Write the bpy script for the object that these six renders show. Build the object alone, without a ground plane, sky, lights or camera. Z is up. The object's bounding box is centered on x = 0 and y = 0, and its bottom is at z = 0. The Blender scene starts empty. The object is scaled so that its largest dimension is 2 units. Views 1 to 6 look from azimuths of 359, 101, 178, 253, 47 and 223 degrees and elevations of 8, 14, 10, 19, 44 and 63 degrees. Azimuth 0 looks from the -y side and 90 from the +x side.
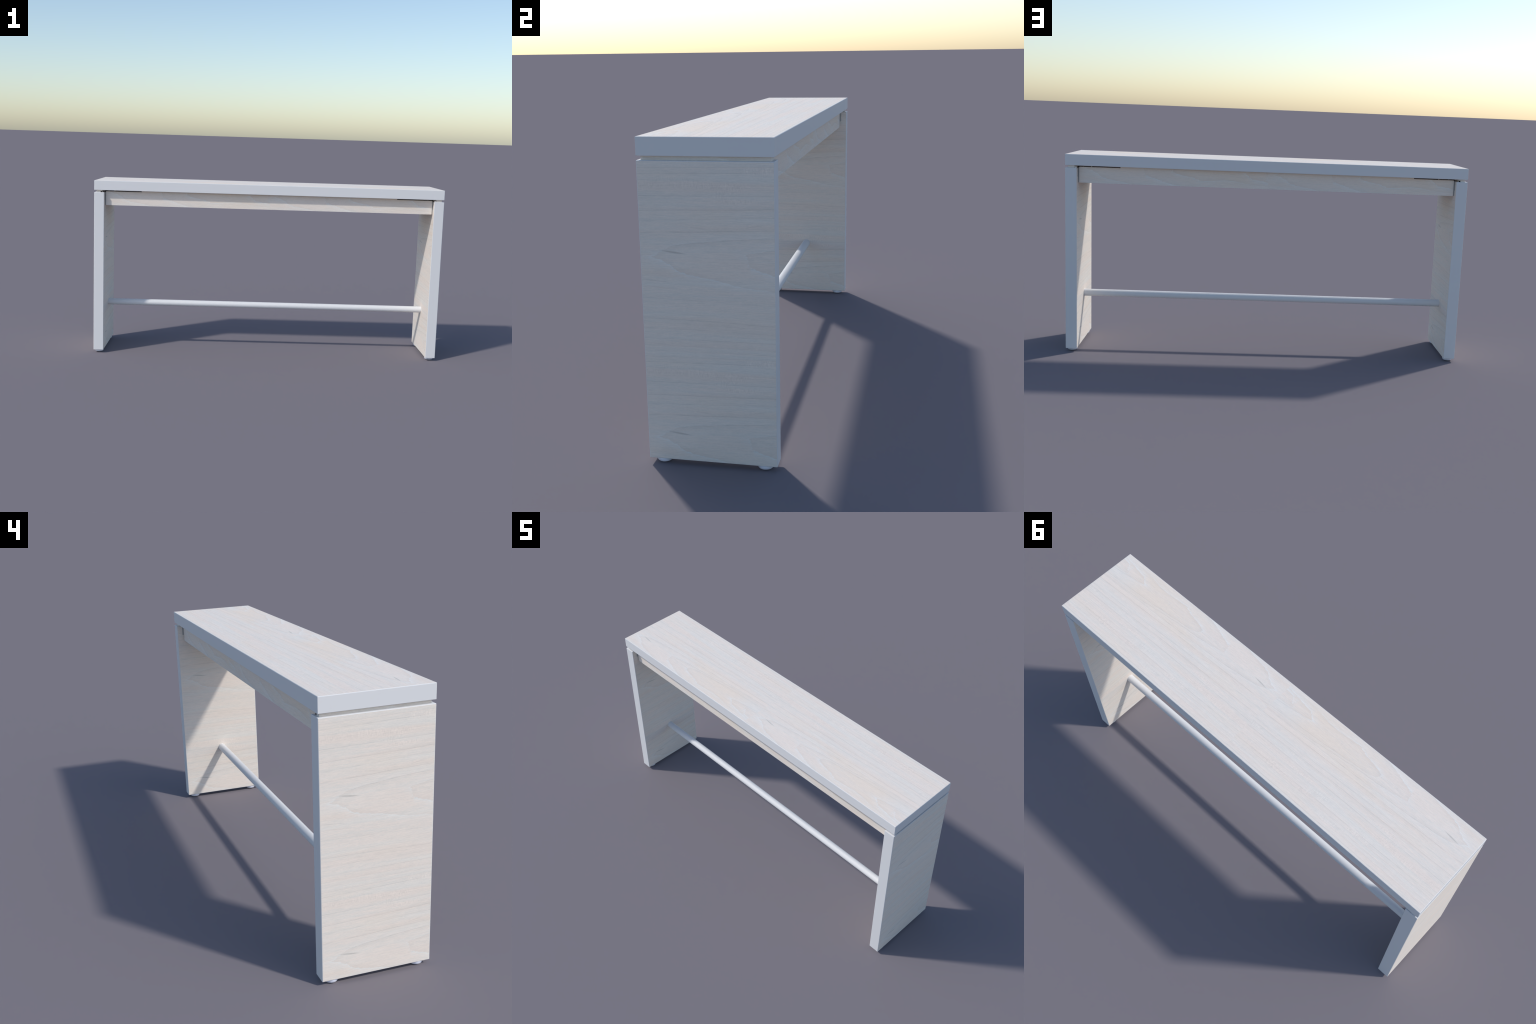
"""High bench table: slab top on two panel legs, wooden rails under the slab,
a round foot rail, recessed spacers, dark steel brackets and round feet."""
import bpy, bmesh, math
from mathutils import Matrix, Vector

# ------------------------------------------------------------------ sizes (m)
HALF_L, HALF_W, TOP_Z = 1.0, 0.2, 0.9993
SLAB_Z0 = 0.9442              # underside of the slab
LEG_Z0, LEG_Z1 = 0.0146, 0.9321
LEG_IN = 0.9435               # inner face of the leg panels
RAIL_Y, RAIL_END = 0.1680, 0.9372
RAIL_Z0 = 0.8582
RAIL_T = 0.025
BAR_Z, BAR_R = 0.2643, 0.0185
FOOT_X, FOOT_Y, FOOT_R = 0.972, 0.1590, 0.0255
VENEER = 0.0003               # veneer stands this much proud of the core
ROUND = 0.0019                # rounding of the edge band

scene = bpy.context.scene


# ---------------------------------------------------------------- node helper
class Graph:
    """Small helper: every method adds a node and returns its output socket."""

    def __init__(self, name):
        self.mat = bpy.data.materials.new(name)
        self.mat.use_nodes = True
        self.t = self.mat.node_tree
        self.t.nodes.clear()
        self.out = self.t.nodes.new('ShaderNodeOutputMaterial')
        self.bsdf = self.t.nodes.new('ShaderNodeBsdfPrincipled')
        self.t.links.new(self.bsdf.outputs[0], self.out.inputs[0])

    def put(self, sock, v):
        if isinstance(v, bpy.types.NodeSocket):
            self.t.links.new(v, sock)
        else:
            sock.default_value = v

    def m(self, op, a, b=0.0, c=0.0, clamp=False):
        n = self.t.nodes.new('ShaderNodeMath')
        n.operation = op
        n.use_clamp = clamp
        for i, v in enumerate((a, b, c)):
            self.put(n.inputs[i], v)
        return n.outputs[0]

    def add(self, *v):
        r = v[0]
        for x in v[1:]:
            r = self.m('ADD', r, x)
        return r

    def sub(self, a, b): return self.m('SUBTRACT', a, b)
    def mul(self, a, b): return self.m('MULTIPLY', a, b)
    def mn(self, a, b): return self.m('MINIMUM', a, b)
    def mx(self, a, b): return self.m('MAXIMUM', a, b)

    def step(self, x, lo, hi, a=0.0, b=1.0):
        n = self.t.nodes.new('ShaderNodeMapRange')
        n.interpolation_type = 'SMOOTHSTEP'
        n.clamp = True
        self.put(n.inputs[0], x)
        for i, v in enumerate((lo, hi, a, b)):
            self.put(n.inputs[i + 1], v)
        return n.outputs[0]

    def xyz(self, x, y, z=0.0):
        n = self.t.nodes.new('ShaderNodeCombineXYZ')
        for i, v in enumerate((x, y, z)):
            self.put(n.inputs[i], v)
        return n.outputs[0]

    def noise(self, x, y, sx, sy, detail=3.0, rough=0.5, seed=0.0, centred=True):
        n = self.t.nodes.new('ShaderNodeTexNoise')
        n.inputs['Scale'].default_value = 1.0
        n.inputs['Detail'].default_value = detail
        n.inputs['Roughness'].default_value = rough
        self.put(n.inputs['Vector'], self.xyz(self.mul(x, sx), self.mul(y, sy), seed))
        o = n.outputs[0]
        return self.sub(o, 0.5) if centred else o

    def curve(self, x, pts):
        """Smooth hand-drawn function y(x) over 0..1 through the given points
        (values are kept as 0..1 by storing y*4+0.2)."""
        n = self.t.nodes.new('ShaderNodeFloatCurve')
        c = n.mapping.curves[0]
        P = [(a, b * 4.0 + 0.2) for a, b in pts]
        c.points[0].location = P[0]
        c.points[1].location = P[-1]
        for p in P[1:-1]:
            c.points.new(*p)
        for p in c.points:
            p.handle_type = 'AUTO_CLAMPED'
        n.mapping.use_clip = False
        n.mapping.update()
        self.put(n.inputs['Value'], x)
        return self.mul(self.sub(n.outputs[0], 0.2), 0.25)

    def mix(self, f, a, b):
        n = self.t.nodes.new('ShaderNodeMix')
        n.data_type = 'RGBA'
        self.put(n.inputs[0], f)
        for i, v in ((6, a), (7, b)):
            if isinstance(v, bpy.types.NodeSocket):
                self.t.links.new(v, n.inputs[i])
            else:
                n.inputs[i].default_value = (*v, 1.0)
        return n.outputs[2]


# ------------------------------------------------------------------ materials
def plain(name, col, rough, spec=0.5, metal=0.0, grain=0.0, coat=0.0):
    g = Graph(name)
    tc = g.t.nodes.new('ShaderNodeTexCoord')
    sep = g.t.nodes.new('ShaderNodeSeparateXYZ')
    g.t.links.new(tc.outputs['Object'], sep.inputs[0])
    n = g.t.nodes.new('ShaderNodeTexNoise')
    n.inputs['Scale'].default_value = 90.0
    g.t.links.new(tc.outputs['Object'], n.inputs['Vector'])
    k = g.add(1.0, g.mul(g.sub(n.outputs[0], 0.5), grain))
    c = g.xyz(*[g.mul(k, v) for v in col])
    g.t.links.new(c, g.bsdf.inputs['Base Color'])
    g.bsdf.inputs['Roughness'].default_value = rough
    g.bsdf.inputs['Specular IOR Level'].default_value = spec
    g.bsdf.inputs['Metallic'].default_value = metal
    g.bsdf.inputs['Coat Weight'].default_value = coat
    return g.mat


TILE_T = 0.565                # the printed wood decor repeats every 1.0 x 0.565 m
T_LOW = -0.175

# growth-ring arches of the decor: blunt tip on the left, two arms to the right
# (tip s, tip t, upper arm points (s, t), lower arm points (s, t))
ARCHES = [
    (0.032, 0.072,
     [(0.032, .073), (.064, .089), (.085, .103), (.115, .111), (.161, .117), (.282, .129), (.45, .139), (1, .160)],
     [(0.032, .071), (.053, .066), (.077, .055), (.094, .042), (.133, .025), (.166, .018), (.225, .007), (.30, -.010), (1, -.05)]),
    (0.307, 0.086,
     [(0.307, .087), (.354, .095), (.413, .105), (.48, .112), (.551, .116), (.642, .127), (.734, .138), (.828, .149), (1, .155)],
     [(0.307, .085), (.321, .076), (.326, .050), (.359, .038), (.399, .024), (.431, .014), (.485, .002), (.53, -.002), (.70, -.025), (1, -.040)]),
    (0.458, 0.076,
     [(0.458, .077), (.470, .089), (.499, .102), (.559, .107), (.650, .117), (1, .140)],
     [(0.458, .075), (.472, .064), (.510, .054), (.551, .047), (.587, .034), (.606, .027), (.646, .030), (.722, .036), (.85, .020), (1, .005)]),
    (0.819, 0.073,
     [(0.819, .074), (.847, .082), (.894, .089), (.940, .096), (1, .102)],
     [(0.819, .072), (.843, .061), (.846, .051), (.890, .041), (.923, .035), (1, .022)]),
    (0.925, 0.084,
     [(0.925, .085), (.94, .088), (.97, .091), (1, .094)],
     [(0.925, .083), (.934, .071), (.931, .047), (.96, .040), (1, .036)]),
]
# straight growth lines: t at s=0, rise by s=1, strength, width
LINES = [
    (.143, .035, 1.0, .0016), (.179, .040, .7, .0012), (.2085, .026, 1.0, .0014),
    (.222, .014, .45, .0010), (.251, .012, 1.0, .0012), (.264, .010, .4, .0010),
    (.281, .010, .5, .0010), (.296, .012, .45, .0010), (.313, .018, .9, .0013),
    (.331, .012, .6, .0010), (.349, .008, .4, .0010), (.365, .006, .5, .0010),
    (.388, -.002, .9, .0013), (-.146, -.006, .8, .0012), (-.160, -.004, .4, .0010),
    (-.128, -.016, .5, .0010), (-.114, -.026, .8, .0012), (-.096, -.03, .45, .0010),
    (-.074, -.03, .35, .0010), (-.052, -.03, .5, .0012),
]


def wood_material():
    """Pale limed decor wood. Object coordinates: x = along the grain (s),
    y = across the grain (t); every wooden board is laid into that frame."""
    g = Graph('limed_wood')
    tc = g.t.nodes.new('ShaderNodeTexCoord')
    sep = g.t.nodes.new('ShaderNodeSeparateXYZ')
    g.t.links.new(tc.outputs['Object'], sep.inputs[0])
    s = g.m('FRACT', g.add(sep.outputs[0], 4.0))
    t = g.m('WRAP', sep.outputs[1], T_LOW + TILE_T, T_LOW)

    wob = g.noise(s, t, 3.0, 9.0, 2.0, .5, 1.7)
    jag_s = g.noise(s, t, 60.0, 110.0, 3.0, .6, 4.2)
    jag_t = g.noise(s, t, 28.0, 160.0, 2.0, .5, 7.9)
    sw = g.add(s, g.mul(jag_s, .040), g.mul(wob, .006))
    tw = g.add(t, g.mul(jag_t, .0050))
    sw = g.m('MINIMUM', g.mx(sw, 0.0), 1.0)

    streak = g.step(g.noise(s, g.add(t, g.mul(s, -.05)), 30.0, 260.0, 3.0, .6, 17.0), -.14, .14, .25, 1.0)
    # --- arches: asymmetric ring profile (pale rim outside, dull just inside)
    pale, dull, line = None, None, None
    for k, (s0, t0, up, lo) in enumerate(ARCHES):
        U, L = g.curve(sw, up), g.curve(sw, lo)
        d = g.mn(g.sub(U, tw), g.sub(tw, L))
        d = g.mn(d, g.mul(g.sub(sw, s0), 0.45))
        fade = g.step(s, s0 + .02, s0 + .55, 1.0, .25)
        rim = g.mul(g.step(d, -.0085, -.0006), g.step(d, .0002, .0012, 1.0, 0.0))
        halo = g.mul(g.mul(g.step(d, -.030, 0.0, 0.0, .55), streak), g.step(d, .0, .0010, 1.0, 0.0))
        inn = g.mul(g.step(d, .0, .0012), g.step(d, .001, .020, 1.0, .0))
        low = g.step(t, .065, .095, 1.0, .38)       # lower arms carry the pale rim
        edge = g.mul(g.step(d, .0, .0008), g.step(d, .0008, .0040, 1.0, .0))
        edge = g.mul(edge, g.mul(g.step(t, .085, .105), g.step(s, s0 + .03, s0 + .10)))
        line = edge if k == 0 else g.mx(line, edge)
        rim = g.mul(g.mul(g.mx(g.mul(rim, g.add(.35, g.mul(streak, .65))), halo), low), fade)
        inn = g.mul(inn, fade)
        pale = rim if pale is None else g.mx(pale, rim)
        dull = inn if dull is None else g.mx(dull, inn)

    # --- straight growth lines
    bend = g.add(t, g.mul(g.noise(s, t, 2.2, 7.0, 2.0, .5, 11.3), .010),
                 g.mul(g.noise(s, t, 9.0, 60.0, 2.0, .5, 3.3), .0016))
    dark, after = None, None
    for t0, rise, amt, w in LINES:
        x = g.sub(bend, g.add(t0, g.mul(s, rise)))
        band = g.mul(g.step(x, -.0010, 0.0), g.step(x, 0.0, w * 2.6, amt, 0.0))
        dark = band if dark is None else g.mx(dark, band)
        wake = g.mul(g.step(x, -.0010, 0.0), g.step(x, 0.0, .016, amt, 0.0))
        after = wake if after is None else g.mx(after, wake)
    broken = g.step(g.noise(s, t, 7.0, 90.0, 2.0, .5, 21.0), -.22, .12, .25, 1.0)
    dark = g.mul(dark, broken)

    # --- fine lines, fibres, flecks
    fine = g.noise(s, bend, 3.0, 330.0, 3.0, .65, 5.5)
    fibre = g.noise(s, g.add(t, g.mul(s, -.02)), 45.0, 900.0, 2.0, .6, 8.5)
    zone = g.mul(g.step(t, .205, .24), g.step(t, .36, .385, 1.0, 0.0))
    fleck = g.mul(g.noise(s, t, 420.0, 95.0, 2.0, .6, 2.5),
                  g.mul(zone, g.step(g.noise(s, t, 6.0, 26.0, 2.0, .5, 9.0), -.02, .22)))

    # --- knot dash and the short streaks under it
    def dash(cs, ct, slope, hl, hw, amt):
        a = g.mul(g.sub(s, cs), 1.0 / hl)
        b = g.mul(g.sub(t, g.add(ct, g.mul(g.sub(s, cs), slope))), 1.0 / hw)
        r = g.m('SQRT', g.add(g.mul(a, a), g.mul(b, b)))
        return g.step(r, .25, 1.0, amt, 0.0)
    knot = dash(.100, .0880, -.115, .044, .0040, 1.0)
    knot = g.mx(knot, dash(.045, .001, -.07, .07, .0022, .40))
    knot = g.mx(knot, dash(.050, -.018, -.10, .06, .0026, .35))
    knot = g.mx(knot, dash(.175, .1600, -.10, .04, .0030, .22))
    knot = g.mx(knot, dash(.34, .1690, .12, .03, .0022, .35))

    # --- broad tint: cool limewash against rosy and sandy heart streaks
    broad = g.noise(s, bend, 1.5, 26.0, 3.0, .55, 14.0)
    rosy = g.mul(g.mul(g.step(t, .262, .275), g.step(t, .285, .300, 1.0, 0.0)), g.step(s, .25, .6, .22, .04))
    sand = g.noise(s, bend, 2.0, 11.0, 2.0, .5, 31.0)
    heart = g.mul(g.mul(g.step(s, .40, .55), g.step(s, .80, .98, 1.0, 0.0)),
                  g.mul(g.step(t, -.02, .05), g.step(t, .12, .22, 1.0, 0.0)))

    mottle = g.noise(s, g.add(t, g.mul(s, -.03)), 26.0, 300.0, 3.0, .65, 41.0)
    cloud = g.noise(s, bend, 3.5, 34.0, 3.0, .6, 53.0)
    speck = g.noise(s, t, 130.0, 620.0, 2.0, .6, 47.0)

    COOL, ROSE, SAND = WOOD_COOL, WOOD_ROSE, WOOD_SAND
    col = g.mix(g.step(g.add(broad, rosy, g.mul(mottle, .45), g.mul(speck, .25)), -.20, .20), COOL, ROSE)
    col = g.mix(g.add(g.step(sand, .0, .25, 0.0, .45), g.mul(heart, g.step(g.add(sand, g.mul(mottle, .8)), -.25, .15, .15, .75))), col, SAND)
    col = g.mix(g.mul(pale, .95), col, WOOD_PALE)
    tone = g.add(1.0, g.mul(fine, .11), g.mul(fibre, .19), g.mul(fleck, .45), g.mul(mottle, .20), g.mul(speck, .17), g.mul(cloud, .08),
                 g.mul(dark, -.118), g.mul(dull, -.045), g.mul(line, -.085), g.mul(knot, -.25), g.mul(after, -.024))
    n = g.t.nodes.new('ShaderNodeVectorMath')
    n.operation = 'SCALE'
    g.t.links.new(col, n.inputs[0])
    g.t.links.new(tone, n.inputs['Scale'])
    g.t.links.new(n.outputs[0], g.bsdf.inputs['Base Color'])
    g.bsdf.inputs['Roughness'].default_value = WOOD_ROUGH
    g.bsdf.inputs['Specular IOR Level'].default_value = WOOD_SPEC
    return g.mat


WOOD_COOL = (.818, .771, .705)
WOOD_ROSE = (.860, .764, .680)
WOOD_SAND = (.865, .755, .645)
WOOD_PALE = (.850, .832, .790)
WOOD_ROUGH, WOOD_SPEC = 0.65, 0.06

WOOD = wood_material()
EDGE = plain('pale_edge_band', (.750, .750, .752), .5, .3, grain=.01)
TUBE = plain('painted_tube', (.755, .755, .757), .55, .3, grain=.01)
FOOTM = plain('foot_plastic', (.86, .88, .97), .3, .5, grain=.01)
GAPFILL = plain('gap_shade_grey', (.50, .49, .475), .6, .3, grain=.1)  # grey of the gap filler and of the painted shade beside the rails
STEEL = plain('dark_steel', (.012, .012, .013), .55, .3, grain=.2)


# ------------------------------------------------------------------- geometry
def empty(name, parent=None, loc=(0, 0, 0)):
    o = bpy.data.objects.new(name, None)
    o.empty_display_size = .1
    o.location = loc
    scene.collection.objects.link(o)
    if parent:
        o.parent = parent
    return o


def link(name, me, parent, matrix=None):
    o = bpy.data.objects.new(name, me)
    scene.collection.objects.link(o)
    o.parent = parent
    o.matrix_parent_inverse = parent.matrix_world.inverted()
    if matrix is not None:
        o.matrix_world = matrix
    return o


def box_mesh(name, lo, hi, mat, bevel=0.0, seg=3):
    bm = bmesh.new()
    bmesh.ops.create_cube(bm, size=1.0)
    c = [(a + b) / 2 for a, b in zip(lo, hi)]
    d = [b - a for a, b in zip(lo, hi)]
    for v in bm.verts:
        v.co = Vector([v.co[i] * d[i] + c[i] for i in range(3)])
    if bevel:
        bmesh.ops.bevel(bm, geom=bm.edges[:], offset=bevel, segments=seg,
                        profile=.5, affect='EDGES')
    me = bpy.data.meshes.new(name)
    bm.to_mesh(me)
    bm.free()
    me.materials.append(mat)
    if bevel:
        smooth_by_angle(me)
    return me


def smooth_by_angle(me):
    """Rounded edges shade smoothly, big flats keep their own normal."""
    big = max(p.area for p in me.polygons)
    for p in me.polygons:
        p.use_smooth = True
    nor = [Vector((0, 0, 0)) for _ in me.vertices]
    for p in me.polygons:
        for v in p.vertices:
            nor[v] += p.normal * p.area * (50.0 if p.area > big * .02 else 1.0)
    me.normals_split_custom_set_from_vertices([tuple(n.normalized()) for n in nor])


def frame(origin, x, y):
    """World matrix whose local x runs along the grain, y across it."""
    x, y = Vector(x), Vector(y)
    z = x.cross(y)
    m = Matrix((x, y, z)).transposed().to_4x4()
    m.translation = Vector(origin)
    return m


def veneer(name, parent, origin, x, y, s0, s1, t0, t1):
    """Thin wooden sheet: s along the grain, t across, glued on a core face."""
    r = ROUND
    me = box_mesh(name, (s0 + r, t0 + r, -.0008), (s1 - r, t1 - r, VENEER), WOOD)
    return link(name, me, parent, frame(origin, x, y))


def lathe(name, profile, mat, seg=48):
    """Closed turned body from a (radius, height) profile, axis = z."""
    bm = bmesh.new()
    rings = []
    for r, h in profile:
        if r == 0:
            rings.append([bm.verts.new((0, 0, h))])
        else:
            rings.append([bm.verts.new((r * math.cos(2 * math.pi * i / seg),
                                        r * math.sin(2 * math.pi * i / seg), h))
                          for i in range(seg)])
    for a, b in zip(rings, rings[1:]):
        for i in range(seg):
            j = (i + 1) % seg
            f = [a[i % len(a)], a[j % len(a)], b[j % len(b)], b[i % len(b)]]
            u = []
            for v in f:
                if v not in u:
                    u.append(v)
            bm.faces.new(u)
    bmesh.ops.recalc_face_normals(bm, faces=bm.faces[:])
    me = bpy.data.meshes.new(name)
    bm.to_mesh(me)
    bm.free()
    me.materials.append(mat)
    me.shade_smooth()
    me.set_sharp_from_angle(angle=math.radians(40))
    return me


# --------------------------------------------------------------------- object
table = empty('bench_table')
table['label'] = 'long high bench table, pale limed wood, white edges, foot rail'
table['category'] = 'table'
bpy.context.view_layer.update()

# table top: edge-banded slab core with a wooden sheet above and below
e = VENEER
top = link('table_top', box_mesh('table_top', (-HALF_L, -HALF_W, SLAB_Z0 + e),
                                 (HALF_L, HALF_W, TOP_Z - e), EDGE, ROUND), table)
bpy.context.view_layer.update()
veneer('wood_sheet', top, (0, -.2, TOP_Z - e), (1, 0, 0), (0, 1, 0),
       -HALF_L, HALF_L, .2 - HALF_W, .2 + HALF_W)
veneer('wood_sheet', top, (0, .2, SLAB_Z0 + e), (1, 0, 0), (0, -1, 0),
       -HALF_L, HALF_L, .2 - HALF_W, .2 + HALF_W)

foot_me = lathe('foot', [(0, 0), (.0195, 0), (.0215, .0009), (.0233, .0030), (.0248, .0064),
                         (.0254, .0104), (FOOT_R, .0128), (.0249, .0150), (.008, .0152), (0, .0152)], FOOTM)
for sx in (-1, 1):
    xo, xi = sx * (HALF_L - e), sx * (LEG_IN + e)
    leg = link('leg_panel', box_mesh('leg_panel', (min(xo, xi), -HALF_W, LEG_Z0),
                                     (max(xo, xi), HALF_W, LEG_Z1), EDGE, ROUND), table)
    bpy.context.view_layer.update()
    zt = .580                                    # where the decor starts on the legs
    for x, nx in ((xo, sx), (xi, -sx)):
        veneer('wood_sheet', leg, (x, -.2 * nx, zt), (0, nx, 0), (0, 0, 1),
               .2 - HALF_W, .2 + HALF_W, LEG_Z0 - zt, LEG_Z1 - zt)
    for sy in (-1, 1):
        link('foot', foot_me, leg, Matrix.Translation((sx * FOOT_X, sy * FOOT_Y, 0)))
    # recessed spacer strip between leg and slab, grain along y
    sp = box_mesh('spacer', (.0105, -.0036, -.0155), (.3895, SLAB_Z0 - .0002 - .9357, .0155), WOOD)
    link('spacer', sp, table, frame((sx * .9715, -.2 * sx, .9356 + .0001),
                                    (0, sx, 0), (0, 0, 1)))
    for y0 in (.0105, .3815):                    # low lips of the spacer towards the room
        lip = box_mesh('spacer_lip', (y0, -.0036, .0), (y0 + .008, .0030, .0095), WOOD)
        link('spacer_lip', lip, table, frame((sx * .9455 if sx > 0 else -.9550, -.2 * sx, .9357),
                                             (0, sx, 0), (0, 0, 1)))

# rails under the slab, front and back, two boards each butted in the middle;
# towards the legs their top edge is cut down, which leaves a dark slot
NOTCH_X, NOTCH_Z = .734, .9368


def rail_mesh(notch_at_start):
    ln, h = RAIL_END - .0001, SLAB_Z0 - RAIL_Z0 - .0003
    n, hn = RAIL_END - NOTCH_X, NOTCH_Z - RAIL_Z0
    pts = [(0, 0), (ln, 0), (ln, h), (n, h), (n, hn), (0, hn)]
    if not notch_at_start:
        pts = [(ln - x, y) for x, y in reversed(pts)]
    bm = bmesh.new()
    f = bm.faces.new([bm.verts.new((x, y, -RAIL_T)) for x, y in pts])
    ex = bmesh.ops.extrude_face_region(bm, geom=[f])
    for v in ex['geom']:
        if isinstance(v, bmesh.types.BMVert):
            v.co.z = 0.0
    bmesh.ops.recalc_face_normals(bm, faces=bm.faces[:])
    me = bpy.data.meshes.new('rail')
    bm.to_mesh(me)
    bm.free()
    me.materials.append(WOOD)
    return me


SLOT_TICK = {(-1, -1): .888, (1, 1): .877, (-1, 1): .861}    # pale ticks in the slot, built as small wood blocks
for sy in (-1, 1):
    for half in (0, 1):
        x0 = -RAIL_END if half == 0 else 0.0     # along the board direction
        d = -sy                                  # front: +x, back: -x
        link('rail', rail_mesh(half == 0), table,
             frame((d * x0, sy * RAIL_Y, RAIL_Z0), (d, 0, 0), (0, 0, 1)))
    for sx in (-1, 1):
        if (sx, sy) in SLOT_TICK:
            p = SLOT_TICK[(sx, sy)]
            link('slot_tick', box_mesh('slot_tick', (-.0012, 0, -.012), (.0012, SLAB_Z0 - NOTCH_Z - .0002, -.003), WOOD), table,
                 frame((sx * p, sy * RAIL_Y, NOTCH_Z), (-sy, 0, 0), (0, 0, 1)))

# foot rail between the legs
bar_me = lathe('foot_rail', [(0, -LEG_IN - .004), (BAR_R, -LEG_IN - .004), (BAR_R, LEG_IN + .004), (0, LEG_IN + .004)], TUBE, 64)
link('foot_rail', bar_me, table, frame((0, 0, BAR_Z), (0, 1, 0), (0, 0, 1)))

# dark steel tongue over the leg, added black block darkening the slot,
# added filler at the rail ends, grey strips as painted shade on the leg
for sx in (-1, 1):
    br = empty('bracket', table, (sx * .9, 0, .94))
    bpy.context.view_layer.update()

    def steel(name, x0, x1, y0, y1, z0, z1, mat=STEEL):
        lo = (min(x0, x1), min(y0, y1), z0)
        hi = (max(x0, x1), max(y0, y1), z1)
        link(name, box_mesh(name, lo, hi, mat), br)
    steel('slot_blocker', sx * .733, sx * .9370, -.040, .040, .9200, SLAB_Z0 - .0002)  # black block added in the cavity to darken the slot
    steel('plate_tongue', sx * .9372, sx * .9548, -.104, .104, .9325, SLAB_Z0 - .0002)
    steel('gap_filler', sx * (RAIL_END + .0006), sx * (LEG_IN - .0004), -.1630, .1630,
          RAIL_Z0 + .001, .9318, GAPFILL)  # added grey filler closing the gap between rail end and leg
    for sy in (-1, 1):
        steel('shade_strip', sx * (LEG_IN - .0008), sx * (LEG_IN - .0001 + .0006), sy * .1748, sy * .1632,
              .8865, .9315, GAPFILL)  # thin grey strip imitating shade on the leg face

bpy.context.view_layer.update()
